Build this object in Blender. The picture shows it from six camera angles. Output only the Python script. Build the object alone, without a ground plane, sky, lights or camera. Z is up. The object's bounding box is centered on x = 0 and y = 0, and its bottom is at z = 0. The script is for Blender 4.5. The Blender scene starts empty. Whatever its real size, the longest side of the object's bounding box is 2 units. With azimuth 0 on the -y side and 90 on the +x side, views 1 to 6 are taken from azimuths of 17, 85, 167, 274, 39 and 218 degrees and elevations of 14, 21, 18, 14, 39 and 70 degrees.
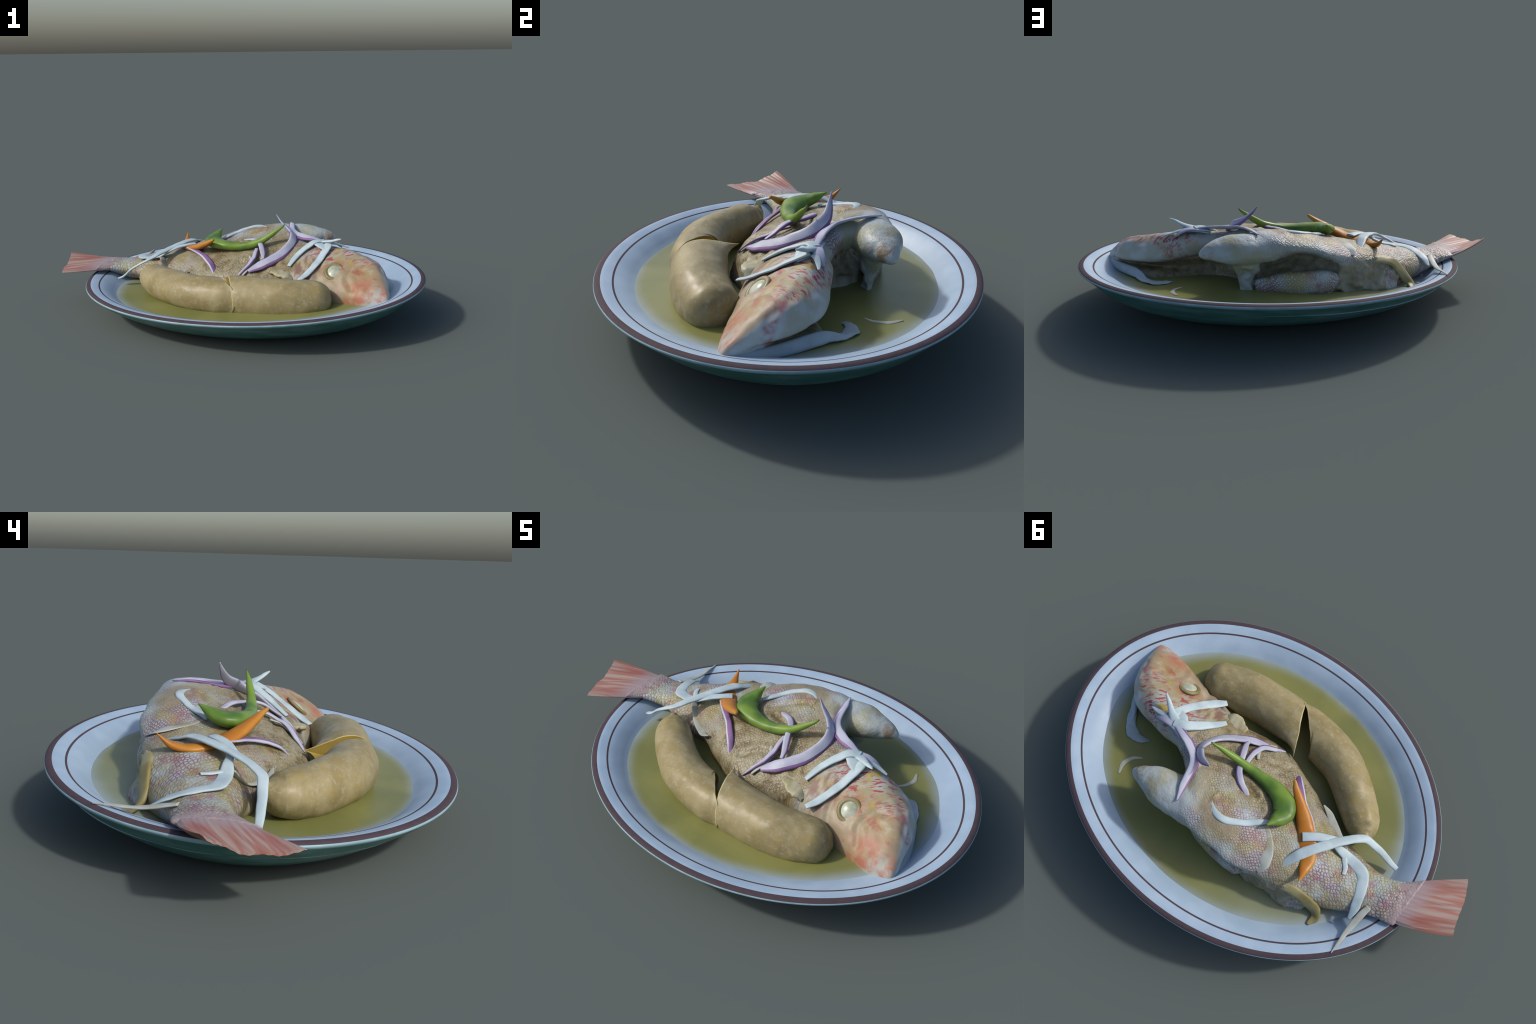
"""Oval soup plate with a cooked red snapper, a cut green-banana dumpling roll,
broth, and a garnish of onion and pepper slices."""
import bpy, bmesh, math, random
import numpy as np
from mathutils import Vector, noise

random.seed(7)
SC = bpy.context.scene.collection


# ------------------------------------------------------------------ helpers
def catmull(P, n, closed=False):
    """n points on a Catmull-Rom curve through the rows of P (any dimension)."""
    P = np.asarray(P, float)
    m = len(P)
    t = np.linspace(0, m if closed else m - 1, n, endpoint=not closed)
    i = np.minimum(t.astype(int), m - 1 if closed else m - 2)
    f = (t - i)[:, None]
    if closed:
        a, b, c, d = P[(i - 1) % m], P[i % m], P[(i + 1) % m], P[(i + 2) % m]
    else:
        Q = np.vstack([2 * P[0] - P[1], P, 2 * P[-1] - P[-2]])
        a, b, c, d = Q[i], Q[i + 1], Q[i + 2], Q[i + 3]
    return 0.5 * (2 * b + (c - a) * f + (2 * a - 5 * b + 4 * c - d) * f ** 2 + (3 * b - a - 3 * c + d) * f ** 3)


def mesh_object(name, verts, faces, mats=(), smooth=True, parent=None):
    me = bpy.data.meshes.new(name)
    me.from_pydata([tuple(map(float, v)) for v in verts], [], faces)
    me.update()
    for m in mats:
        me.materials.append(m)
    if smooth:
        me.polygons.foreach_set("use_smooth", [True] * len(me.polygons))
    ob = bpy.data.objects.new(name, me)
    SC.objects.link(ob)
    if parent:
        ob.parent = parent
    return ob


def fix_normals(ob):
    bm = bmesh.new()
    bm.from_mesh(ob.data)
    bmesh.ops.recalc_face_normals(bm, faces=bm.faces)
    bm.to_mesh(ob.data)
    bm.free()


def loft(rings, caps=True):
    """Closed rings (k, n, 3) -> verts, quads, pole caps."""
    R = np.asarray(rings)
    k, n, _ = R.shape
    V = list(R.reshape(-1, 3))
    F = [(i * n + j, i * n + (j + 1) % n, (i + 1) * n + (j + 1) % n, (i + 1) * n + j) for i in range(k - 1) for j in range(n)]
    if caps:
        for row in (0, k - 1):
            c = len(V)
            V.append(R[row].mean(0))
            for j in range(n):
                F.append((row * n + j, row * n + (j + 1) % n, c))
    return V, F


def strip_rings(points, widths, thicks, steps=48, around=16, up=(0, 0, 1), roll=None, square=2.6):
    """Rings of a curved strand: superelliptic section, broad side facing `up`, turned by `roll` degrees."""
    P = catmull(points, steps)
    s = np.linspace(0, 1, steps)
    W = np.interp(s, np.linspace(0, 1, len(widths)), widths)
    H = np.interp(s, np.linspace(0, 1, len(thicks)), thicks)
    A = np.radians(np.interp(s, np.linspace(0, 1, len(roll)), roll)) if roll else np.zeros(steps)
    T = np.gradient(P, axis=0)
    T /= np.linalg.norm(T, axis=1)[:, None] + 1e-9
    U = np.asarray(up, float)
    th = np.linspace(0, 2 * np.pi, around, endpoint=False)
    cx = np.sign(np.cos(th)) * np.abs(np.cos(th)) ** (2 / square)
    cz = np.sign(np.sin(th)) * np.abs(np.sin(th)) ** (2 / square)
    out = []
    side0 = None
    for p, t, w, h, a in zip(P, T, W, H, A):
        side = np.cross(t, U)
        if np.linalg.norm(side) < .25 and side0 is not None:
            side = side0 - t * (side0 @ t)
        side /= np.linalg.norm(side) + 1e-9
        if side0 is not None and side @ side0 < 0:
            side = -side
        side0 = side
        nrm = np.cross(side, t)
        s2 = side * math.cos(a) + nrm * math.sin(a)
        n2 = nrm * math.cos(a) - side * math.sin(a)
        out.append(p + np.outer(cx * w, s2) + np.outer(cz * h, n2))
    return np.array(out)


def wobble(V, amp, freq, seed=0.0):
    return [Vector(v) + amp * noise.noise_vector(Vector(v) * freq + Vector((seed, seed * 2, 0))) for v in V]


# ---------------------------------------------------------------- materials
class Mat:
    """Small wrapper that keeps node code short."""

    def __init__(self, name, rough=.5, spec=.4, coat=0.0):
        self.m = bpy.data.materials.new(name)
        self.m.use_nodes = True
        self.t = self.m.node_tree
        self.b = self.t.nodes["Principled BSDF"]
        self.b.inputs["Roughness"].default_value = rough
        self.b.inputs["Specular IOR Level"].default_value = spec
        self.b.inputs["Coat Weight"].default_value = coat
        self.b.inputs["Coat Roughness"].default_value = .25
        self.obj = self.t.nodes.new("ShaderNodeTexCoord").outputs["Object"]
        self._xyz = None

    def node(self, kind, **kw):
        n = self.t.nodes.new(kind)
        for k, v in kw.items():
            setattr(n, k, v)
        return n

    def put(self, socket, v):
        if hasattr(v, "is_output"):
            self.t.links.new(v, socket)
        elif isinstance(v, (tuple, list)):
            socket.default_value = (*v, 1) if socket.type == "RGBA" and len(v) == 3 else v
        else:
            socket.default_value = v

    def math(self, op, a, b=0.0, clamp=False):
        n = self.node("ShaderNodeMath", operation=op, use_clamp=clamp)
        self.put(n.inputs[0], a)
        self.put(n.inputs[1], b)
        return n.outputs[0]

    def xyz(self):
        if not self._xyz:
            n = self.node("ShaderNodeSeparateXYZ")
            self.put(n.inputs[0], self.obj)
            self._xyz = n.outputs
        return self._xyz

    def mapped(self, scale=(1, 1, 1), loc=(0, 0, 0), turn=0.0, diamond=False):
        """Object coordinates turned about z by `turn`, then scaled and shifted; `diamond` turns the result by 45 degrees."""
        v = self.obj
        if turn:
            r = self.node("ShaderNodeMapping")
            self.put(r.inputs["Vector"], v)
            r.inputs["Rotation"].default_value = (0, 0, turn)
            v = r.outputs[0]
        n = self.node("ShaderNodeMapping")
        self.put(n.inputs["Vector"], v)
        n.inputs["Scale"].default_value = scale
        n.inputs["Location"].default_value = loc
        if diamond:
            d = self.node("ShaderNodeMapping")
            self.put(d.inputs["Vector"], n.outputs[0])
            d.inputs["Rotation"].default_value = (0, 0, math.pi / 4)
            n = d
        return n.outputs[0]

    def noise(self, scale, detail=3, vec=None, rough=.5, distort=0.0):
        n = self.node("ShaderNodeTexNoise")
        self.put(n.inputs["Vector"], vec or self.obj)
        n.inputs["Scale"].default_value = scale
        n.inputs["Detail"].default_value = detail
        n.inputs["Roughness"].default_value = rough
        n.inputs["Distortion"].default_value = distort
        return n.outputs["Fac"]

    def voronoi(self, scale, vec=None, feature="F1", rand=1.0, out="Distance", flat=False):
        n = self.node("ShaderNodeTexVoronoi", feature=feature, voronoi_dimensions="2D" if flat else "3D")
        self.put(n.inputs["Vector"], vec or self.obj)
        n.inputs["Scale"].default_value = scale
        n.inputs["Randomness"].default_value = rand
        return n.outputs[out]

    def step(self, v, lo, hi):
        """0 below lo, 1 above hi, smooth between (lo > hi reverses)."""
        n = self.node("ShaderNodeMapRange", interpolation_type="SMOOTHSTEP")
        self.put(n.inputs[0], v)
        a, b, c, d = (lo, hi, 0, 1) if lo < hi else (hi, lo, 1, 0)
        for i, q in enumerate((a, b, c, d)):
            n.inputs[i + 1].default_value = q
        return n.outputs[0]

    def mix(self, fac, a, b, blend="MIX"):
        n = self.node("ShaderNodeMix", data_type="RGBA", blend_type=blend)
        self.put(n.inputs[0], fac)
        self.put(n.inputs[6], a)
        self.put(n.inputs[7], b)
        return n.outputs[2]

    def mul(self, *v):
        r = v[0]
        for q in v[1:]:
            r = self.math("MULTIPLY", r, q)
        return r

    def spot(self, c, radius, soft=.5, warp=None):
        """Soft round mask about point c (x, y), radii (rx, ry) in plan."""
        x, y, z = self.xyz()
        dx = self.math("DIVIDE", self.math("SUBTRACT", x, c[0]), radius[0])
        dy = self.math("DIVIDE", self.math("SUBTRACT", y, c[1]), radius[1])
        d = self.math("SQRT", self.math("ADD", self.math("MULTIPLY", dx, dx), self.math("MULTIPLY", dy, dy)))
        if warp:
            d = self.math("ADD", d, self.math("MULTIPLY", self.math("SUBTRACT", warp, .5), 1.2))
        return self.step(d, 1 + soft, 1 - soft)

    def bump(self, height, strength=.3, dist=.004, prev=None):
        n = self.node("ShaderNodeBump")
        n.inputs["Strength"].default_value = strength
        n.inputs["Distance"].default_value = dist
        self.put(n.inputs["Height"], height)
        if prev:
            self.put(n.inputs["Normal"], prev)
        self.t.links.new(n.outputs[0], self.b.inputs["Normal"])
        return n.outputs[0]

    def colour(self, c):
        self.put(self.b.inputs["Base Color"], c)
        return self.m


def glaze_white():
    m = Mat("glazed_white", .42, .4)
    c = m.mix(m.step(m.noise(9, 4), .35, .7), (.30, .405, .525), (.345, .455, .575))
    c = m.mix(m.step(m.voronoi(22), .045, .025), c, (.22, .2, .2))       # tiny dark pits
    m.bump(m.noise(60, 2), .12, .002)
    return m.colour(c)


def glaze_brown():
    m = Mat("brown_band", .75, .12)
    c = m.mix(m.noise(40, 3), (.052, .038, .048), (.085, .060, .070))
    return m.colour(c)


def glaze_green():
    m = Mat("green_underglaze", .4, .4)
    c = m.mix(m.step(m.noise(7, 4, m.mapped((1, 1, 4))), .4, .65), (.06, .19, .165), (.11, .255, .25))  # green lightened because the shaded underside rendered near black
    c = m.mix(m.step(m.noise(30, 2, m.mapped((1, 1, 3))), .7, .76), c, (.3, .4, .42))
    return m.colour(c)


def broth_material():
    m = Mat("olive_broth", .36, .4)
    x, y, z = m.xyz()
    n1 = m.noise(3.2, 4, distort=.6)
    dx = m.math("DIVIDE", m.math("SUBTRACT", x, .093), .742)
    dy = m.math("DIVIDE", m.math("ADD", y, .002), .588)
    rho = m.math("SQRT", m.math("ADD", m.math("MULTIPLY", dx, dx), m.math("MULTIPLY", dy, dy)))
    rho = m.math("ADD", rho, m.math("MULTIPLY", m.math("SUBTRACT", n1, .5), .07))
    deep = m.mix(m.step(n1, .3, .7), (.152, .162, .048), (.205, .208, .064))
    # far left side: thinner, greyer broth over the glaze
    thin = m.step(m.math("SUBTRACT", m.math("MULTIPLY", y, .8), x), .30, .75)
    deep = m.mix(m.mul(thin, .6), deep, (.24, .28, .22))
    c = m.mix(m.step(rho, .90, 1.06), deep, (.30, .39, .48))
    c = m.mix(m.mul(m.step(m.noise(120, 2), .62, .75), .2), c, (.3, .3, .14))
    m.bump(m.noise(26, 4), .14, .003)
    return m.colour(c)


def fish_material(part):
    """Pale cooked snapper skin: pink-edged scales, tan flesh patches, red marks on the head."""
    m = Mat("snapper_skin_" + part, .48 if part == "head" else .40, .34)
    x, y, z = m.xyz()
    warp = m.noise(5, 3)
    fine = m.noise(34, 4, rough=.6)
    broad = m.noise(8, 4)
    mottle = m.noise(17, 5, rough=.65)
    # scale net: diamond cells in rows along the body
    turn = .0 if part == "torso" else .12
    if part == "flap":
        swap = m.node("ShaderNodeCombineXYZ")
        m.put(swap.inputs[0], x)
        m.put(swap.inputs[1], m.math("ADD", z, m.math("MULTIPLY", y, .5)))
        m.obj = swap.outputs[0]
    vec = m.mapped((62, 84, 1) if part == "tail" else (80, 104, 1), turn=turn, diamond=True)
    bend = m.node("ShaderNodeVectorMath", operation="ADD")
    m.put(bend.inputs[0], vec)
    m.put(bend.inputs[1], m.math("MULTIPLY", m.noise(9, 2), 2.6))
    vec = bend.outputs[0]
    cell = m.voronoi(1, vec, "DISTANCE_TO_EDGE", .62, flat=True)
    blob = m.voronoi(1, vec, "F1", .62, flat=True)
    net = m.step(cell, .20, .02)
    cream, pale = ((.31, .27, .16), (.34, .37, .35)) if part == "head" else ((.235, .195, .095), (.305, .355, .37))
    pink, yellow, red = (.19, .06, .125), (.28, .24, .06), (.33, .072, .04)
    base = m.mix(m.step(broad, .35, .65), cream, pale)
    if part == "head":
        base = m.mix(m.mul(m.step(fine, .45, .7), .6), base, (.35, .36, .32))
        streaks = m.noise(1, 4, m.mapped((24, 85, 40), turn=-.62), .6, .6)
        cheek = m.spot((.64, -.17), (.22, .10), .5, warp)
        c = m.mix(m.mul(cheek, .75), base, (.29, .205, .105))
        crown = m.spot((.60, -.01), (.20, .11), .4, warp)
        c = m.mix(m.mul(m.step(streaks, .49, .58), crown, m.step(broad, .34, .5)), c, (.30, .05, .055))
        c = m.mix(m.mul(m.step(m.noise(15, 5, rough=.6), .52, .68), cheek, .75), c, (.27, .075, .05))
        c = m.mix(m.mul(m.step(mottle, .52, .7), cheek, .5), c, (.40, .37, .26))
        c = m.mix(m.mul(m.step(m.noise(13, 2, m.mapped(loc=(3, 1, 0))), .56, .66), crown, .85), c, (.37, .28, .05))
        snout = m.spot((.735, -.275), (.18, .075), .45, warp)
        c = m.mix(m.mul(snout, m.step(mottle, .36, .62), .75), c, red)
        # pale margin along the jaw side, whitened to paint its bluish lit look
        edge = m.math("ADD", m.math("MULTIPLY", x, .87), m.math("MULTIPLY", y, 1.05))
        edge = m.math("ADD", edge, m.math("MULTIPLY", warp, .06))
        side = m.math("ADD", x, m.math("ADD", m.math("MULTIPLY", y, .47), m.math("MULTIPLY", warp, .02)))
        c = m.mix(m.mul(m.math("MAXIMUM", m.step(edge, .645, .69), m.step(side, .735, .755)), .9), c, m.mix(m.step(broad, .4, .6), (.34, .36, .32), (.42, .48, .50)))
        c = m.mix(m.mul(m.step(m.math("ABSOLUTE", m.math("SUBTRACT", edge, .61)), .03, .01), m.step(x, .68, .75), m.step(mottle, .4, .6), .8), c, (.34, .10, .12))
        c = m.mix(m.mul(m.spot((.40, -.10), (.075, .10), .5, warp), m.step(m.noise(30, 3, m.mapped((1, .35, .6))), .40, .6), .9), c, (.17, .085, .065))
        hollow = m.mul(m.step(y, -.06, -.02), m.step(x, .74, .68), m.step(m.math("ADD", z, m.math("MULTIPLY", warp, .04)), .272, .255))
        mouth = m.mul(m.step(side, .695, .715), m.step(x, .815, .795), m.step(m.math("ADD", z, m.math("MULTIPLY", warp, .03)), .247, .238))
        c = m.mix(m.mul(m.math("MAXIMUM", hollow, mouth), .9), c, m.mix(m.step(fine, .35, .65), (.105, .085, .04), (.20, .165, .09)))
        m.bump(m.noise(14, 4, m.mapped((1, 2, 1), turn=.4)), .25, .007, m.bump(fine, .2, .004))
        return m.colour(c)
    # body: pale scales with purple and yellow rims in patches
    base = m.mix(m.mul(m.step(cell, .12, .42), m.step(m.noise(7, 3, m.mapped(loc=(2, 8, 1))), .38, .58), .8), base, (.37, .43, .47))
    patch = m.step(m.noise(7, 4), .40, .58)
    c = m.mix(m.mul(net, patch, .9), base, pink)
    c = m.mix(m.mul(net, m.step(m.noise(6.5, 3, m.mapped(loc=(4, 2, 0))), .50, .58), .9), c, yellow)
    c = m.mix(m.mul(m.step(m.noise(11, 4, m.mapped(loc=(1, 5, 0))), .50, .64), m.step(fine, .38, .58), .7), c, (.235, .10, .135))
    c = m.mix(m.mul(m.step(m.noise(10, 4, m.mapped(loc=(6, 3, 2))), .52, .64), .5), c, (.31, .275, .11))
    scaly = None
    if part == "tail":
        root = m.step(m.math("ADD", x, m.math("MULTIPLY", fine, .05)), -.68, -.735)
        c = m.mix(m.mul(root, .9), c, (.30, .235, .245))
        scaly = m.math("SUBTRACT", 1.0, m.mul(root, .8))
    if part == "torso":
        back = m.spot((.05, -.06), (.36, .18), .35, warp)               # bare tan flesh along the cut back
        flesh = m.mix(m.step(mottle, .36, .62), (.125, .09, .034), (.25, .215, .12))
        flesh = m.mix(m.mul(m.step(m.noise(48, 4, rough=.7), .58, .70), m.step(broad, .42, .58), .7), flesh, (.36, .37, .31))
        c = m.mix(m.mul(back, .92), c, flesh)
        veil = m.mul(m.step(m.noise(6, 4, m.mapped(loc=(7, 0, 3))), .48, .62), .6)  # cloudy cooked film between the scales
        c = m.mix(veil, c, m.mix(m.step(mottle, .4, .6), (.18, .125, .05), (.26, .22, .125)))
        dots = m.mul(m.step(blob, .42, .15), m.step(broad, .40, .55), back, .55)   # scale pockets showing on the flesh
        c = m.mix(dots, c, (.33, .335, .27))
        film = None
        for px, py in ((.235, .15), (.195, .215), (.135, .275), (.06, .30), (-.01, .275)):
            f = m.spot((px, py), (.045, .04), .5, warp)
            film = f if film is None else m.math("MAXIMUM", film, f)
        c = m.mix(m.mul(film, .75), c, (.26, .225, .15))
        raw = m.mix(m.step(mottle, .3, .7), (.16, .135, .075), (.28, .265, .19))
        belly = m.step(m.math("ADD", y, m.math("MULTIPLY", warp, .1)), .36, .42)
        c = m.mix(m.mul(belly, .65), c, (.32, .36, .34))
        lobe = m.spot((.36, .30), (.20, .14), .3, warp)
        c = m.mix(m.mul(lobe, .92), c, m.mix(m.step(broad, .38, .62), (.30, .30, .20), (.36, .41, .42)))
        c = m.mix(m.mul(m.spot((.475, .30), (.06, .06), .6), m.step(mottle, .42, .6), .8), c, (.23, .135, .045))
        # torn, brownish flesh inside the belly hollow and on the wall of the cut
        inside = m.mul(m.step(y, .04, .09), m.step(y, .36, .32), m.step(x, .24, .2), m.step(m.math("ADD", z, m.math("MULTIPLY", warp, .03)), .315, .30))
        wall = m.mul(m.step(y, .28, .31), m.step(x, -.08, -.13), m.step(m.math("ADD", z, m.math("MULTIPLY", warp, .05)), .305, .29))
        c = m.mix(m.mul(m.math("MAXIMUM", inside, wall), .92), c, raw)
        scaly = m.math("SUBTRACT", 1.0, m.math("MAXIMUM", m.mul(back, .7), m.math("MAXIMUM", m.math("MAXIMUM", lobe, film), wall)))
    h = m.math("SUBTRACT", m.step(cell, 0, .3), m.math("MULTIPLY", blob, .5))
    if scaly:
        h = m.mul(h, scaly)
    m.bump(h, .27, .005, m.bump(m.math("ADD", fine, m.math("MULTIPLY", mottle, 2.0)), .35, .007))
    return m.colour(c)


def fin_material():
    m = Mat("red_fin", .45, .35)
    rays = m.noise(1, 3, m.mapped((5, 60, 20), turn=-.49))
    c = m.mix(m.step(rays, .35, .65), (.30, .125, .095), (.34, .25, .215))
    c = m.mix(m.mul(m.step(m.noise(6, 3, m.mapped((.4, 3, 1), turn=-.49)), .5, .62), .6), c, (.27, .085, .065))
    c = m.mix(m.mul(m.step(m.math("ADD", m.xyz()[0], m.math("MULTIPLY", rays, .06)), -.83, -.74), .9), c, (.30, .235, .245))
    m.bump(rays, .5, .005)
    return m.colour(c)


def dumpling_material():
    m = Mat("green_banana_roll", .42, .32)
    n = m.noise(7, 5, m.mapped((1, 2, 1)), .62)
    c = m.mix(m.step(n, .34, .66), (.225, .182, .08), (.305, .255, .132))
    c = m.mix(m.mul(m.step(m.noise(55, 5, rough=.75), .50, .70), .6), c, (.36, .345, .25))
    c = m.mix(m.mul(m.step(m.noise(16, 4, m.mapped(loc=(2, 2, 2))), .55, .7), .55), c, (.27, .20, .055))
    c = m.mix(m.mul(m.step(m.noise(24, 3, m.mapped(loc=(5, 2, 8))), .66, .72), .25), c, (.40, .41, .35))
    m.bump(m.noise(35, 5), .2, .004)
    return m.colour(c)


def crust_material():
    m = Mat("amber_cut_face", .4, .4)
    c = m.mix(m.noise(12, 3), (.30, .20, .03), (.40, .29, .08))
    return m.colour(c)


def plain(name, a, b, scale=14, rough=.45, spec=.3, stretch=(1, 1, 1), bump=.08):
    m = Mat(name, rough, spec)
    n = m.noise(scale, 3, m.mapped(stretch))
    m.bump(m.noise(scale * 4, 3), bump, .003)
    return m.colour(m.mix(m.step(n, .35, .65), a, b))


WHITE, BROWN, GREEN = glaze_white(), glaze_brown(), glaze_green()
BROTH, DUMPLING, CRUST = broth_material(), dumpling_material(), crust_material()
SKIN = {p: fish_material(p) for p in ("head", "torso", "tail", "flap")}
FIN = fin_material()
ONION_WHITE = plain("onion_flesh", (.34, .43, .47), (.43, .53, .57))
ONION_LILAC = plain("onion_lilac_flesh", (.33, .34, .45), (.43, .45, .54), 10)
ONION_SKIN = plain("onion_purple_skin", (.13, .065, .18), (.21, .115, .26), 12)
ONION_CLEAR = plain("soft_onion", (.31, .32, .27), (.40, .43, .40), 10)
PEPPER_GREEN = plain("green_pepper_skin", (.045, .115, .02), (.16, .26, .04), 6, .38)
PEPPER_ORANGE = plain("orange_pepper_skin", (.38, .13, .014), (.44, .20, .03), 8, .38)
EYE_PEARL = plain("cooked_eye", (.33, .36, .25), (.47, .51, .44), 25, .25, .5)
EYE_RING = plain("eye_socket", (.17, .15, .06), (.25, .21, .11), 20, .4)
FAT = plain("yellow_fat", (.21, .175, .065), (.29, .265, .14), 9)
JAW = plain("pale_jaw_skin", (.27, .33, .36), (.35, .42, .46), 9)
FLAKE = plain("cream_flake", (.32, .29, .17), (.42, .40, .28), 20)
RIND = plain("pale_rind", (.34, .29, .12), (.44, .40, .22), 14)
LIP = plain("teal_rim_lip", (.20, .33, .38), (.26, .40, .46), 12)


# -------------------------------------------------------------------- plate
CX, CY, TURN = .0945, -.001, math.radians(-1.4)


def oval(a, b, z, n=160, tilt=(0, 0), dx=0.0, dy=0.0):
    """One elliptic ring of the plate; the plate stands tilted, so z rises with x and y."""
    t = np.linspace(0, 2 * np.pi, n, endpoint=False)
    X, Y = a * np.cos(t), b * np.sin(t)
    x = CX + dx + X * math.cos(TURN) - Y * math.sin(TURN)
    y = CY + dy + X * math.sin(TURN) + Y * math.cos(TURN)
    return np.stack([x, y, z + tilt[0] * x + tilt[1] * y], -1)


def build_plate():
    root = bpy.data.objects.new("soup_plate", None)
    SC.objects.link(root)
    root["label"] = "white oval plate with brown rim lines and green underside"
    root["category"] = "plate"
    rim, mid, low, well = (.032, .053), (.025, .042), (.0155, .0257), (.045, .045)
    # profile from the foot outwards, over the rim and into the well: a, b, z, tilt, material of the band that follows
    prof = [(.30, .20, .020, low, 2), (.49, .30, .018, low, 2), (.521, .3185, .013, low, 2), (.57, .37, .017, low, 2), (.62, .42, .021, low, 2),
            (.674, .478, .034, mid, 2), (.74, .548, .065, mid, 2), (.807, .618, .105, mid, 2), (.862, .675, .151, rim, 2),
            (.892, .707, .1775, rim, 3), (.9025, .7175, .1865, rim, 3), (.9020, .717, .1905, rim, 3), (.9, .715, .1930, rim, 1),
            (.892, .707, .1975, rim, 1), (.877, .692, .1985, rim, 0), (.862, .676, .196, rim, 0), (.837, .650, .188, rim, 1),
            (.829, .6425, .1855, rim, 0), (.80, .618, .176, rim, 0), (.762, .587, .153, well, 0), (.70, .53, .112, well, 0), (.60, .44, .088, low, 0),
            (.45, .31, .080, low, 0), (.2, .15, .078, low, 0)]
    n = 192
    rings = [oval(a, b, z, n, t) for a, b, z, t, _ in prof]
    V, F = loft(rings)
    dish = mesh_object("dish", V, F, (WHITE, BROWN, GREEN, LIP), parent=root)
    mat = []
    for i in range(len(prof) - 1):
        mat += [prof[i][4]] * n
    mat += [2] * n + [0] * n
    dish.data.polygons.foreach_set("material_index", mat)
    fix_normals(dish)
    # broth: shallow pool with a slightly rippled surface, edge tucked under the glaze slope
    tb = (.045, .044)
    R = [oval(.742 * f, .588 * f, z, 160, tb) for f, z in ((1.12, .137), (1.08, .139), (1.04, .139), (1.0, .139), (.95, .139), (.9, .139), (.75, .1395), (.6, .14), (.45, .14), (.3, .14), (.15, .14))]
    R = [np.array([[x, y, z + .0022 * noise.noise(Vector((x * 7, y * 7, 0)))] for x, y, z in r]) for r in R]
    bot = [oval(.742 * f, .588 * f, .105, 160, tb) for f in (.6, .9)]
    V, F = loft(bot + R)
    broth = mesh_object("broth", V, F, (BROTH,), parent=root)
    fix_normals(broth)
    return root


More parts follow.
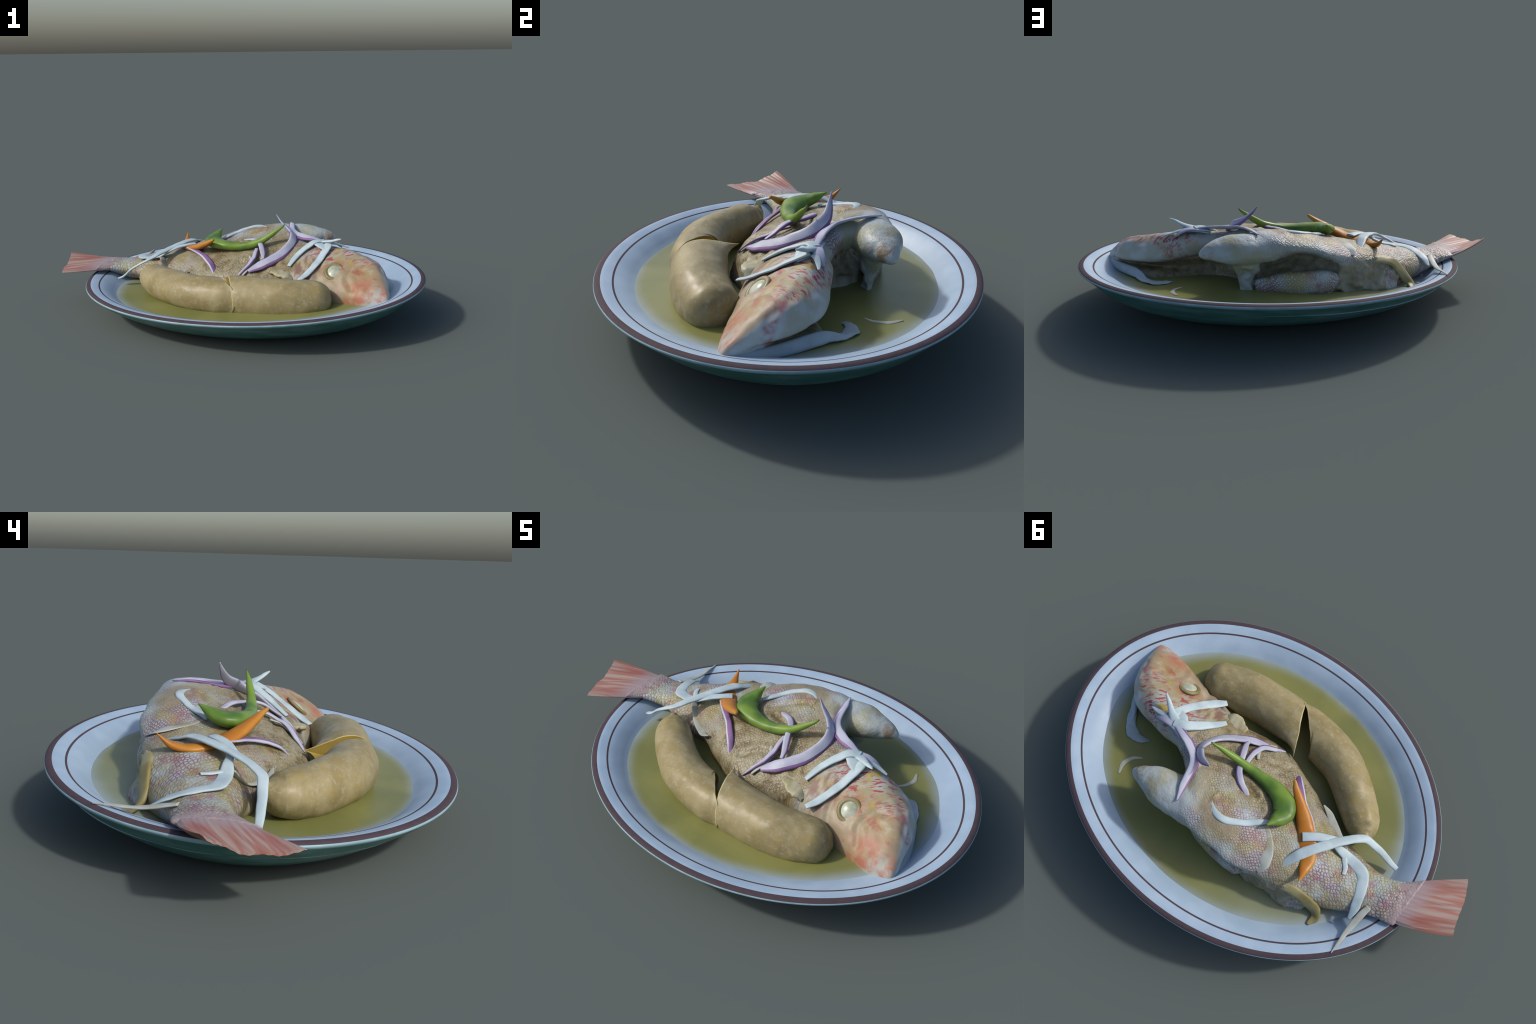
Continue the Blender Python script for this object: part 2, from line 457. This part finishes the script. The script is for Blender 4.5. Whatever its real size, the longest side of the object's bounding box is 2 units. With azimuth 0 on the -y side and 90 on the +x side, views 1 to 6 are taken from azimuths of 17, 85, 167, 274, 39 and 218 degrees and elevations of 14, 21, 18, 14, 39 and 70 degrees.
# --------------------------------------------------------------------- fish
# cross-sections at x: thirteen (y, z) control points from the submerged back edge,
# over the top, round the belly lip, through the hollow below it, to the bottom
SECTIONS = [
    (-.775, [(-.03, .190), (-.09, .197), (-.085, .206), (-.03, .217), (.04, .223), (.10, .220), (.15, .210), (.155, .202), (.13, .195), (.10, .191), (.05, .188), (.02, .188), (0, .188)]),
    (-.70, [(.0, .165), (-.03, .185), (-.02, .205), (.02, .220), (.07, .226), (.12, .220), (.16, .206), (.17, .19), (.16, .175), (.12, .165), (.08, .16), (.05, .16), (.02, .16)]),
    (-.62, [(.03, .14), (.0, .175), (.012, .205), (.05, .224), (.10, .230), (.15, .222), (.19, .202), (.2, .182), (.19, .16), (.16, .135), (.12, .125), (.08, .125), (.05, .125)]),
    (-.50, [(.02, .12), (-.01, .165), (.02, .212), (.07, .245), (.13, .256), (.19, .248), (.245, .22), (.268, .185), (.26, .155), (.24, .125), (.18, .115), (.14, .115), (.08, .115)]),
    (-.40, [(-.02, .115), (-.035, .165), (.0, .218), (.06, .262), (.14, .284), (.22, .279), (.285, .257), (.31, .215), (.325, .175), (.33, .125), (.22, .115), (.15, .115), (.07, .115)]),
    (-.30, [(-.03, .115), (-.05, .175), (-.03, .228), (.03, .275), (.13, .307), (.24, .308), (.315, .28), (.335, .24), (.345, .19), (.355, .125), (.22, .115), (.12, .115), (.03, .115)]),
    (-.18, [(-.09, .115), (-.115, .175), (-.09, .228), (-.02, .28), (.09, .322), (.24, .338), (.335, .315), (.358, .275), (.35, .22), (.365, .18), (.365, .12), (.15, .115), (.0, .115)]),
    (-.09, [(-.13, .115), (-.15, .175), (-.125, .23), (-.04, .287), (.09, .338), (.25, .37), (.36, .347), (.382, .315), (.31, .275), (.33, .225), (.352, .195), (.352, .12), (.05, .115)]),
    (.0, [(-.16, .115), (-.185, .17), (-.155, .23), (-.05, .295), (.09, .352), (.25, .397), (.36, .377), (.374, .342), (.24, .29), (.31, .235), (.347, .212), (.345, .12), (.05, .115)]),
    (.10, [(-.19, .115), (-.205, .17), (-.165, .23), (-.06, .30), (.08, .36), (.24, .415), (.36, .392), (.37, .348), (.22, .285), (.28, .225), (.33, .2), (.325, .12), (.05, .115)]),
    (.20, [(-.17, .115), (-.185, .175), (-.15, .24), (-.05, .312), (.07, .37), (.22, .418), (.33, .405), (.33, .345), (.15, .28), (.2, .2), (.26, .18), (.26, .12), (.03, .115)]),
    (.30, [(-.15, .12), (-.165, .18), (-.14, .25), (-.06, .31), (.03, .36), (.12, .39), (.19, .375), (.18, .325), (.08, .255), (.075, .19), (.1, .16), (.1, .12), (-.02, .12)]),
    (.40, [(-.18, .12), (-.195, .18), (-.165, .24), (-.09, .305), (.0, .355), (.07, .375), (.122, .34), (.115, .295), (.06, .262), (.03, .21), (.05, .165), (.04, .12), (-.06, .12)]),
    (.50, [(-.2, .12), (-.213, .18), (-.18, .24), (-.11, .295), (-.03, .345), (.05, .37), (.11, .335), (.105, .285), (.06, .255), (.03, .205), (.05, .17), (.05, .12), (-.07, .12)]),
    (.60, [(-.215, .12), (-.23, .18), (-.205, .235), (-.14, .29), (-.05, .343), (.03, .363), (.092, .32), (.09, .265), (.045, .235), (.02, .205), (.06, .182), (.06, .12), (-.07, .12)]),
    (.70, [(-.235, .13), (-.252, .175), (-.232, .222), (-.17, .278), (-.09, .325), (-.02, .342), (.055, .31), (.068, .26), (.01, .23), (-.02, .212), (.055, .198), (.06, .14), (-.08, .12)]),
    (.77, [(-.25, .135), (-.268, .168), (-.248, .212), (-.20, .264), (-.13, .305), (-.06, .32), (.0, .29), (.012, .25), (-.04, .228), (-.075, .213), (.01, .2), (.01, .15), (-.1, .13)]),
    (.812, [(-.255, .15), (-.27, .17), (-.258, .2), (-.225, .236), (-.175, .265), (-.13, .275), (-.075, .258), (-.07, .235), (-.11, .222), (-.15, .21), (-.10, .197), (-.09, .165), (-.16, .15)]),
    (.838, [(-.262, .165), (-.268, .177), (-.26, .197), (-.245, .215), (-.22, .227), (-.195, .23), (-.175, .225), (-.172, .215), (-.18, .208), (-.19, .203), (-.175, .195), (-.18, .178), (-.22, .166)]),
    (.850, [(-.25, .185), (-.252, .187), (-.25, .195), (-.245, .2), (-.235, .204), (-.225, .205), (-.215, .203), (-.212, .2), (-.215, .197), (-.218, .195), (-.215, .19), (-.22, .186), (-.235, .184)]),
]


def blob(name, path, wy, wz, steps=40, around=24, up=(0, 0, 1)):
    """Rounded closed body along a path, used to build up the fish before it is fused."""
    V, F = loft(strip_rings(path, wy, wz, steps, around, up, square=2.0))
    return mesh_object(name, V, F)


def apply(ob):
    dg = bpy.context.evaluated_depsgraph_get()
    me = bpy.data.meshes.new_from_object(ob.evaluated_get(dg))
    old = ob.data
    ob.modifiers.clear()
    ob.data = me
    bpy.data.meshes.remove(old)


def join(obs):
    bm = bmesh.new()
    for o in obs:
        bm.from_mesh(o.data)
    me = bpy.data.meshes.new("joined")
    bmesh.ops.recalc_face_normals(bm, faces=bm.faces)
    bm.to_mesh(me)
    bm.free()
    for o in obs:
        bpy.data.objects.remove(o)
    ob = bpy.data.objects.new("joined", me)
    SC.objects.link(ob)
    return ob


def split_parts(body, parts, rule, parent):
    """Separate faces by region; border vertices coincide and keep the whole body's normals."""
    me = body.data
    N = [v.normal.copy() for v in me.vertices]
    made = {}
    for name, mats in parts.items():
        faces = [p for p in me.polygons if rule(p.center) == name]
        idx, V, F = {}, [], []
        for p in faces:
            f = []
            for i in p.vertices:
                if i not in idx:
                    idx[i] = len(V)
                    V.append(i)
                f.append(idx[i])
            F.append(f)
        ob = mesh_object(name, [me.vertices[i].co for i in V], F, mats, parent=parent)
        ob.data.normals_split_custom_set_from_vertices([N[i] for i in V])
        made[name] = ob
    bpy.data.objects.remove(body)
    return made


# folds pressed into the skin: plan points, depth, half width
FOLDS = [([(.80, -.12), (.765, -.07), (.74, -.045), (.715, -.03)], .0028, .012),                    # lip line
         ([(.50, -.21), (.475, -.13), (.49, -.05), (.545, .04)], .005, .012),                    # gill cover
         ([(.66, -.22), (.63, -.17), (.66, -.11), (.71, -.10)], .004, .012),                     # cheek
         ([(.25, .14), (.18, .095), (.09, .075), (.0, .09)], .007, .010),                        # slash in the flank
         ([(.10, .20), (.02, .17), (-.06, .13)], .005, .010),
         ([(-.02, -.12), (.06, -.08), (.16, -.07), (.25, -.09)], .006, .012)]


def fold_depth(x, y):
    """Summed depth of the folds at plan position x, y (arrays)."""
    d = np.zeros_like(x)
    for pts, depth, wide in FOLDS:
        near = np.full_like(x, 9.0)
        for px, py in catmull(pts, 40):
            near = np.minimum(near, (x - px) ** 2 + (y - py) ** 2)
        d += depth * np.exp(-near / wide ** 2) - .5 * depth * np.exp(-(np.sqrt(near) - 2.2 * wide) ** 2 / wide ** 2)
    return d


def build_fish():
    root = bpy.data.objects.new("fish", None)
    SC.objects.link(root)
    root["label"] = "cooked whole red snapper lying on its side, cut belly"
    root["category"] = "fish"
    xs = np.array([s[0] for s in SECTIONS])
    rows = np.array([catmull(s[1], 72, True) for s in SECTIONS])          # (k, 72, 2)
    k = 170
    flat = catmull(np.hstack([xs[:, None], rows.reshape(len(xs), -1)]), k)
    rings = np.empty((k, 72, 3))
    rings[:, :, 0] = flat[:, :1]
    rings[:, :, 1:] = flat[:, 1:].reshape(k, 72, 2)
    V, F = loft(rings)
    trunk = mesh_object("trunk", V, F)
    lobe = blob("lobe", [(.06, .29, .36), (.16, .295, .36), (.26, .30, .356), (.35, .305, .357), (.42, .313, .358), (.462, .319, .352), (.482, .322, .349)],
                (.06, .086, .09, .078, .05, .024, .003), (.045, .062, .07, .063, .044, .022, .003))
    pillar = blob("pillar", [(.27, .30, .34), (.272, .295, .28), (.272, .288, .23), (.27, .283, .18), (.268, .28, .12)], (.10, .062, .042, .034, .04), (.06, .045, .026, .018, .022), up=(0, 1, 0))
    body = join([trunk, lobe, pillar])
    r = body.modifiers.new("fuse", "REMESH")
    r.mode, r.voxel_size = "VOXEL", .0055
    s = body.modifiers.new("soften", "SMOOTH")
    s.factor, s.iterations = .5, 7
    apply(body)
    crown = body.vertex_groups.new(name="crown")
    for v in body.data.vertices:
        w = min(1, max(0, (v.co.x - .55) / .12)) * min(1, max(0, (v.co.z - .232) / .02))
        if w > 0:
            crown.add([v.index], w, "REPLACE")
    s = body.modifiers.new("round_head", "SMOOTH")
    s.factor, s.iterations, s.vertex_group = .5, 30, "crown"
    apply(body)
    me = body.data
    me.update()
    normals = [v.normal.copy() for v in me.vertices]
    coords = [v.co.copy() for v in me.vertices]
    moved = []
    plan = np.array(coords)
    folds = fold_depth(plan[:, 0], plan[:, 1]) * (np.array(normals)[:, 2] > .1)
    for p, nv, fold in zip(coords, normals, folds):
        d = .004 * noise.noise(p * 9) + .0022 * noise.noise(p * 26)
        if p.x > .12 and p.y > .18:
            d += .007 * noise.noise(p * 11 + Vector((3, 1, 0)))
        if (-.45 < p.x < -.08 and p.y > .30 and p.z < .28) or (-.1 < p.x < .3 and p.y > .1 and p.z < .29):                          # torn flesh in the hollow and along the belly wall
            d += .014 * noise.noise(p * 17) + .008 * noise.noise(p * 38)
        moved.extend(p + nv * (d - fold))
    me.vertices.foreach_set("co", moved)
    me.update()

    def rule(c):
        if c.x > .36 + .12 * (c.y + .05) and c.y < .16:
            return "head"
        return "torso" if c.x > -.36 else "tail"
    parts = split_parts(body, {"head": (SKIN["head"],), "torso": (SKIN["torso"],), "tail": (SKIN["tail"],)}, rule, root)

    # caudal fin: thin rayed sheet, concave trailing edge, curled up at both corners
    base = catmull([(-.70, -.02, .192), (-.70, .01, .202), (-.705, .06, .207), (-.71, .11, .203), (-.72, .155, .193)], 60)
    tip = catmull([(-.911, -.203, .196), (-.945, -.13, .197), (-.962, -.063, .201), (-.975, .0, .222), (-.99, .048, .252)], 60)
    mid = catmull([(-.80, -.112, .192), (-.825, -.055, .203), (-.84, .01, .207), (-.85, .065, .211), (-.86, .112, .219)], 60)
    top, bot = [], []
    for t in np.linspace(0, 1, 40):
        row = (1 - t) * (1 - 2 * t) * base + 4 * t * (1 - t) * mid + t * (2 * t - 1) * tip
        th = .011 * (1 - t) + .0035
        j = np.arange(60)
        ridge = .0009 * np.sin(j * 1.25) * min(1, 3 * t) + .003 * np.sin(j * .31 + 1) * t
        edge = np.clip(np.minimum(j, 59 - j) / 4, .25, 1)
        row = row + np.c_[-.002 * t * np.abs(np.sin(j * .4)), 0 * j, ridge]
        top.append(row + np.c_[0 * j, 0 * j, th * edge])
        bot.append(row - np.c_[0 * j, 0 * j, th * edge])
    V = np.array([np.vstack([a, b[::-1]]) for a, b in zip(top, bot)])
    v, f = loft(V, caps=False)
    for r0 in (0, 39 * 120):
        f += [(r0 + j, r0 + j + 1, r0 + 118 - j, r0 + 119 - j) for j in range(59)]
    fin = mesh_object("caudal_fin", v, f, (FIN,), parent=root)
    fix_normals(fin)
    fin.data.set_sharp_from_angle(angle=math.radians(60))

    # eye: flat pearl disc sunk in a raised ring
    q = Vector((.10, -.66, .74)).normalized().to_track_quat("Z", "Y")
    mid = Vector((.562, -.135, .283))
    turns = np.linspace(0, 2 * math.pi, 40, endpoint=False)
    ring = [[mid + q @ Vector(((.041 + .011 * math.cos(a)) * math.cos(b), (.043 + .011 * math.cos(a)) * math.sin(b), .003 + .008 * math.sin(a)))
             for a in np.linspace(0, 2 * math.pi, 14, endpoint=False)] for b in turns]
    V, F = loft(ring + [ring[0]], caps=False)
    fix_normals(mesh_object("eye_socket", V, F, (EYE_RING,), parent=root))
    dome = [[mid + q @ Vector((.036 * max(math.sin(a), .01) * math.cos(b), .038 * max(math.sin(a), .01) * math.sin(b), .002 + .015 * math.cos(a)))
             for b in turns] for a in np.linspace(0, math.pi, 18)]
    V, F = loft(dome)
    fix_normals(mesh_object("eye", V, F, (EYE_PEARL,), parent=root))

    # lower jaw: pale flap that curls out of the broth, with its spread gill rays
    jaw = strip_rings([(.845, -.232, .186), (.832, -.15, .186), (.798, -.06, .190), (.748, .045, .198), (.718, .09, .190), (.70, .145, .172)],
                      (.006, .018, .023, .023, .017, .008), (.006, .009, .011, .010, .008, .005), up=(.62, .45, .64))
    V, F = loft(jaw)
    fix_normals(mesh_object("lower_jaw", V, F, (JAW,), parent=root))
    flap = strip_rings([(.745, .04, .188), (.72, .10, .186), (.69, .14, .184), (.65, .16, .181), (.605, .155, .176), (.58, .14, .168)],
                       (.010, .022, .028, .026, .018, .006), (.006, .006, .005, .004, .004, .003), 44, 14)
    V, F = loft(flap)
    fix_normals(mesh_object("gill_flap", wobble(wobble(V, .007, 20, 4), .003, 50, 2), F, (JAW,), parent=root))
    # fat seam along the tail side of the cut
    V, F = loft(strip_rings([(-.20, .332, .283), (-.27, .322, .272), (-.35, .305, .264), (-.41, .296, .242), (-.447, .294, .204), (-.475, .296, .166), (-.49, .315, .142), (-.48, .36, .134)],
                            (.006, .016, .02, .023, .024, .024, .022, .008), (.004, .009, .010, .010, .010, .010, .009, .005), up=(0, .6, .8)))
    fix_normals(mesh_object("fat_seam", wobble(V, .006, 20), F, (FAT,), parent=root))
    # scaly lower belly flap lying in the broth below the hollow
    V, F = loft(strip_rings([(.23, .295, .178), (.15, .325, .188), (.05, .345, .196), (-.05, .352, .198), (-.105, .350, .19), (-.122, .345, .18)],
                            (.012, .03, .04, .044, .042, .01), (.03, .048, .055, .056, .052, .02), square=2.4))
    fix_normals(mesh_object("belly_flap", wobble(V, .006, 14), F, (SKIN["flap"],), parent=root))
    return root


# ----------------------------------------------------------- dumpling roll
def build_roll():
    root = bpy.data.objects.new("banana_roll", None)
    SC.objects.link(root)
    root["label"] = "thick tan curved boiled roll cut in two"
    root["category"] = "food roll"

    def piece(path, r, seed, slant, lip=None):
        """Bent cylinder with a slanted cut at its start; `lip` pulls the inner upper rim of the cut out to a point."""
        P = catmull(path, 72)
        s = np.linspace(0, 1, 72)
        rad = np.interp(s, np.linspace(0, 1, len(r)), r)
        rad = np.convolve(np.pad(rad, 3, mode="edge"), np.ones(7) / 7, "valid")
        T = np.gradient(P, axis=0)
        T /= np.linalg.norm(T, axis=1)[:, None]
        rings = []
        th = np.linspace(0, 2 * np.pi, 64, endpoint=False)
        for i, (p, t, q) in enumerate(zip(P, T, rad)):
            side = np.cross(t, (0, 0, 1))
            side /= np.linalg.norm(side)
            up = np.cross(side, t)
            ring = p + q * (np.outer(np.cos(th), side) + np.outer(np.sin(th) * .97, up))
            ring = ring + np.outer(np.cos(th) * q * slant * max(0, 1 - s[i] * 4), t)
            if lip is not None:
                w = np.exp(-((np.angle(np.exp(1j * (th - 2.55)))) / .55) ** 2) * max(0, 1 - s[i] / .30) ** 2.2
                ring = ring + w[:, None] * (np.asarray(lip) - ring)
            rings.append(ring)
        inner = [rings[0].mean(0) + (rings[0] - rings[0].mean(0)) * f + T[0] * d for f, d in ((.25, .012), (.6, .010), (.88, .005), (.97, .001))]
        V, F = loft(inner + rings)
        V = wobble(wobble(V, .006, 7, seed), .0025, 24, seed)
        o = mesh_object("roll_piece", V, F, (DUMPLING, CRUST, RIND), parent=root)
        o.data.polygons.foreach_set("material_index", [1 if i < 4 * 64 else 2 if i < 5 * 64 else 0 for i in range(75 * 64)] + [1] * 64 + [0] * 64)
        fix_normals(o)
        return o

    # right piece: cut face at the notch, rounded end beside the head
    piece([(.082, -.336, .180), (.15, -.332, .182), (.25, -.328, .181), (.36, -.318, .18), (.45, -.298, .178), (.515, -.275, .178), (.555, -.255, .178), (.572, -.247, .178)],
          (.100, .106, .107, .106, .102, .094, .062, .004), 1, .40, (.0, -.172, .232))
    # left piece: from the cut, round the plate to the tapered tip held by the onion
    piece([(.046, -.341, .18), (.0, -.341, .180), (-.09, -.326, .179), (-.195, -.288, .180), (-.298, -.223, .181), (-.378, -.158, .184), (-.43, -.109, .194), (-.452, -.08, .215), (-.462, -.068, .235)],
          (.096, .098, .097, .094, .091, .086, .068, .038, .008), 2, 1.0)
    return root


# ------------------------------------------------------------------ garnish
def strand(name, label, category, points, w, h, mats, up=(0, 0, 1), roll=None, skin=None, steps=56, square=2.6, parent=None, around=16):
    """One curved slice; `skin` = section indices (0 to 15 round the edge) that carry the second material."""
    R = strip_rings(points, w, h, steps, around, up, roll, square)
    V, F = loft(R)
    V = wobble(V, .0022, 22, len(points))
    ob = mesh_object(name, V, F, mats, parent=parent)
    if skin:
        ob.data.polygons.foreach_set("material_index", [1 if (i < (steps - 1) * around and i % around in skin) else 0 for i in range(len(F))])
    fix_normals(ob)
    if label:
        ob["label"], ob["category"] = label, category
    return ob


def build_garnish():
    # green pepper crescent with its short hooked end
    strand("green_pepper_slice", "curved glossy green pepper slice with pointed ends", "pepper slice",
           [(.261, .05, .472), (.205, .035, .425), (.13, .02, .378), (.04, .015, .352), (-.05, .02, .35), (-.115, .045, .355), (-.145, .09, .36), (-.138, .135, .38), (-.127, .176, .405)],
           (.003, .012, .018, .025, .036, .048, .047, .025, .003), (.003, .013, .018, .021, .024, .026, .026, .019, .003), (PEPPER_GREEN,), square=2.2, steps=72)
    strand("orange_pepper_slice", "bright orange pepper strip with upturned pointed ends", "pepper slice",
           [(-.096, -.052, .392), (-.135, -.02, .368), (-.19, .02, .338), (-.25, .07, .315), (-.30, .12, .306), (-.335, .175, .302), (-.352, .225, .312), (-.365, .271, .349)],
           (.006, .017, .028, .038, .042, .034, .018, .002), (.006, .013, .017, .016, .014, .013, .012, .002), (PEPPER_ORANGE,), square=2.2, steps=72)
    tag = ("white and purple curved raw onion strip", "onion slice")

    def onion(pts, w, h, mats=(ONION_WHITE,), **kw):
        return strand("onion_slice", *tag, pts, w, [.78 * v for v in h], mats, **kw)
    # long white strand arching from the broth over the roll end to the fish
    onion([(-.645, -.065, .15), (-.615, -.067, .165), (-.566, -.069, .205), (-.515, -.068, .24), (-.465, -.058, .266), (-.41, .005, .297), (-.355, .085, .32), (-.307, .162, .333), (-.275, .225, .318), (-.26, .28, .304)],
          (.012, .014, .015, .016, .018, .02, .022, .024, .018, .004), (.006, .007, .008, .008, .008, .009, .009, .008, .006, .003))
    onion([(-.40, .01, .29), (-.35, .045, .312), (-.305, .075, .324), (-.261, .11, .328)], (.012, .018, .019, .02), (.006, .008, .008, .006))
    onion([(-.375, .04, .297), (-.41, .045, .278), (-.447, .045, .258), (-.50, .05, .248), (-.55, .068, .243), (-.58, .12, .238), (-.602, .19, .220), (-.61, .245, .195)],
          (.012, .017, .022, .026, .027, .024, .02, .006), (.007, .008, .008, .007, .007, .006, .006, .003))
    onion([(-.648, .155, .218), (-.64, .21, .205), (-.635, .28, .196), (-.635, .34, .200), (-.636, .40, .204)], (.012, .016, .012, .008, .002), (.005, .006, .005, .004, .002), (ONION_CLEAR,))
    onion([(-.447, .06, .262), (-.475, .09, .262), (-.487, .118, .262)], (.012, .01, .008), (.005, .005, .004))
    # strips lying on the flank
    onion([(.111, .24, .412), (.07, .265, .410), (.02, .262, .403), (-.04, .225, .384), (-.085, .18, .366), (-.12, .145, .352)], (.005, .014, .016, .015, .014, .008), (.004, .008, .009, .008, .008, .005))
    onion([(-.10, .16, .350), (-.15, .205, .340), (-.19, .255, .333), (-.205, .30, .322), (-.198, .335, .306)], (.012, .022, .026, .024, .012), (.003, .004, .005, .004, .003), (ONION_CLEAR,))
    # big purple-edged ring piece with the raised point
    L = (ONION_LILAC, ONION_SKIN)
    onion([(.19, .143, .503), (.225, .135, .462), (.268, .118, .428), (.300, .085, .405), (.303, .04, .378), (.280, -.02, .345), (.235, -.07, .315), (.175, -.115, .287), (.118, -.142, .262)],
          (.002, .012, .022, .026, .026, .026, .027, .027, .016), (.002, .007, .010, .011, .011, .011, .011, .010, .006), L, roll=(20, 20, 35, 45, 50, 45, 40, 35, 30), skin=(5, 6, 7, 8, 9), steps=72)
    onion([(.225, .325, .426), (.245, .26, .428), (.262, .19, .420), (.29, .135, .408), (.35, .095, .40), (.41, .075, .398), (.45, .06, .395)],
          (.004, .016, .019, .022, .022, .017, .012), (.003, .007, .008, .009, .009, .008, .006), L, roll=(-20, -20, -20, -25, -30, -20, 0), skin=(15, 0, 1, 2))
    onion([(-.006, .13, .357), (.04, .108, .366), (.081, .089, .374), (.12, .05, .374), (.151, -.01, .368), (.172, -.055, .338), (.182, -.088, .316)], (.005, .014, .016, .015, .014, .014, .008), (.004, .007, .008, .008, .008, .007, .005), L, skin=(5, 6, 7, 8))
    onion([(.12, .01, .345), (.127, -.03, .336), (.13, -.075, .315), (.118, -.116, .292), (.085, -.15, .255), (.05, -.181, .215)], (.01, .012, .013, .013, .011, .004), (.005, .006, .007, .007, .006, .003), L, skin=(5, 6, 7, 8))
    onion([(-.285, .065, .316), (-.23, .02, .312), (-.176, -.018, .302), (-.135, -.055, .288), (-.098, -.09, .266), (-.07, -.122, .234), (-.05, -.15, .195)], (.012, .014, .015, .016, .016, .012, .004), (.005, .006, .007, .007, .007, .005, .003), L, roll=(0, -10, -20, -20, -20, -20, -20), skin=(3, 4, 5, 6, 7, 8))
    # white bundle behind the head with its raised spike
    onion([(.47, .06, .395), (.43, .045, .392), (.39, .005, .37), (.35, -.05, .332), (.322, -.105, .292)], (.02, .024, .022, .017, .012), (.009, .009, .008, .008, .006))
    onion([(.50, .035, .388), (.495, .0, .370), (.48, -.05, .338), (.455, -.105, .302), (.425, -.155, .268), (.395, -.195, .245)], (.02, .022, .02, .02, .02, .013), (.009, .008, .007, .007, .007, .006))
    onion([(.571, -.019, .424), (.545, .0, .414), (.515, .022, .402), (.47, .05, .392)], (.004, .010, .014, .022), (.004, .009, .010, .010), square=2.0)
    onion([(.56, .075, .362), (.53, .068, .382), (.495, .062, .392), (.45, .065, .39), (.40, .09, .385)], (.006, .016, .022, .022, .012), (.004, .007, .008, .008, .005), (ONION_LILAC,))
    onion([(.40, .085, .376), (.44, .05, .382), (.475, .02, .374), (.50, -.01, .358)], (.012, .034, .036, .012), (.006, .010, .010, .006))
    onion([(.60, .055, .366), (.56, .055, .378), (.52, .05, .385)], (.004, .011, .014), (.004, .005, .006))
    # softened strips in the hollow beside the roll and in the broth
    onion([(-.43, .03, .262), (-.39, .005, .215), (-.34, -.03, .20), (-.28, -.07, .205), (-.235, -.085, .225)], (.014, .02, .022, .015, .004), (.005, .006, .006, .005, .003), (ONION_CLEAR,))
    onion([(.10, -.05, .318), (.125, -.09, .300), (.115, -.13, .272), (.09, -.17, .235)], (.006, .011, .011, .006), (.004, .004, .004, .004), (ONION_CLEAR,))
    onion([(.585, .345, .182), (.60, .30, .181), (.585, .255, .178), (.55, .225, .174)], (.005, .010, .008, .003), (.002, .003, .003, .002), (ONION_CLEAR,))
    # pale flake of flesh between roll and head
    R = strip_rings([(.24, -.125, .262), (.28, -.138, .258), (.32, -.142, .250), (.355, -.148, .236)], (.022, .036, .038, .024), (.010, .014, .014, .010), 40, 24)
    V, F = loft(R)
    flake = mesh_object("fish_flake", wobble(wobble(V, .010, 16, 3), .004, 45, 5), F, (FLAKE,), parent=bpy.data.objects["fish"])
    fix_normals(flake)


build_plate()
build_fish()
build_roll()
build_garnish()
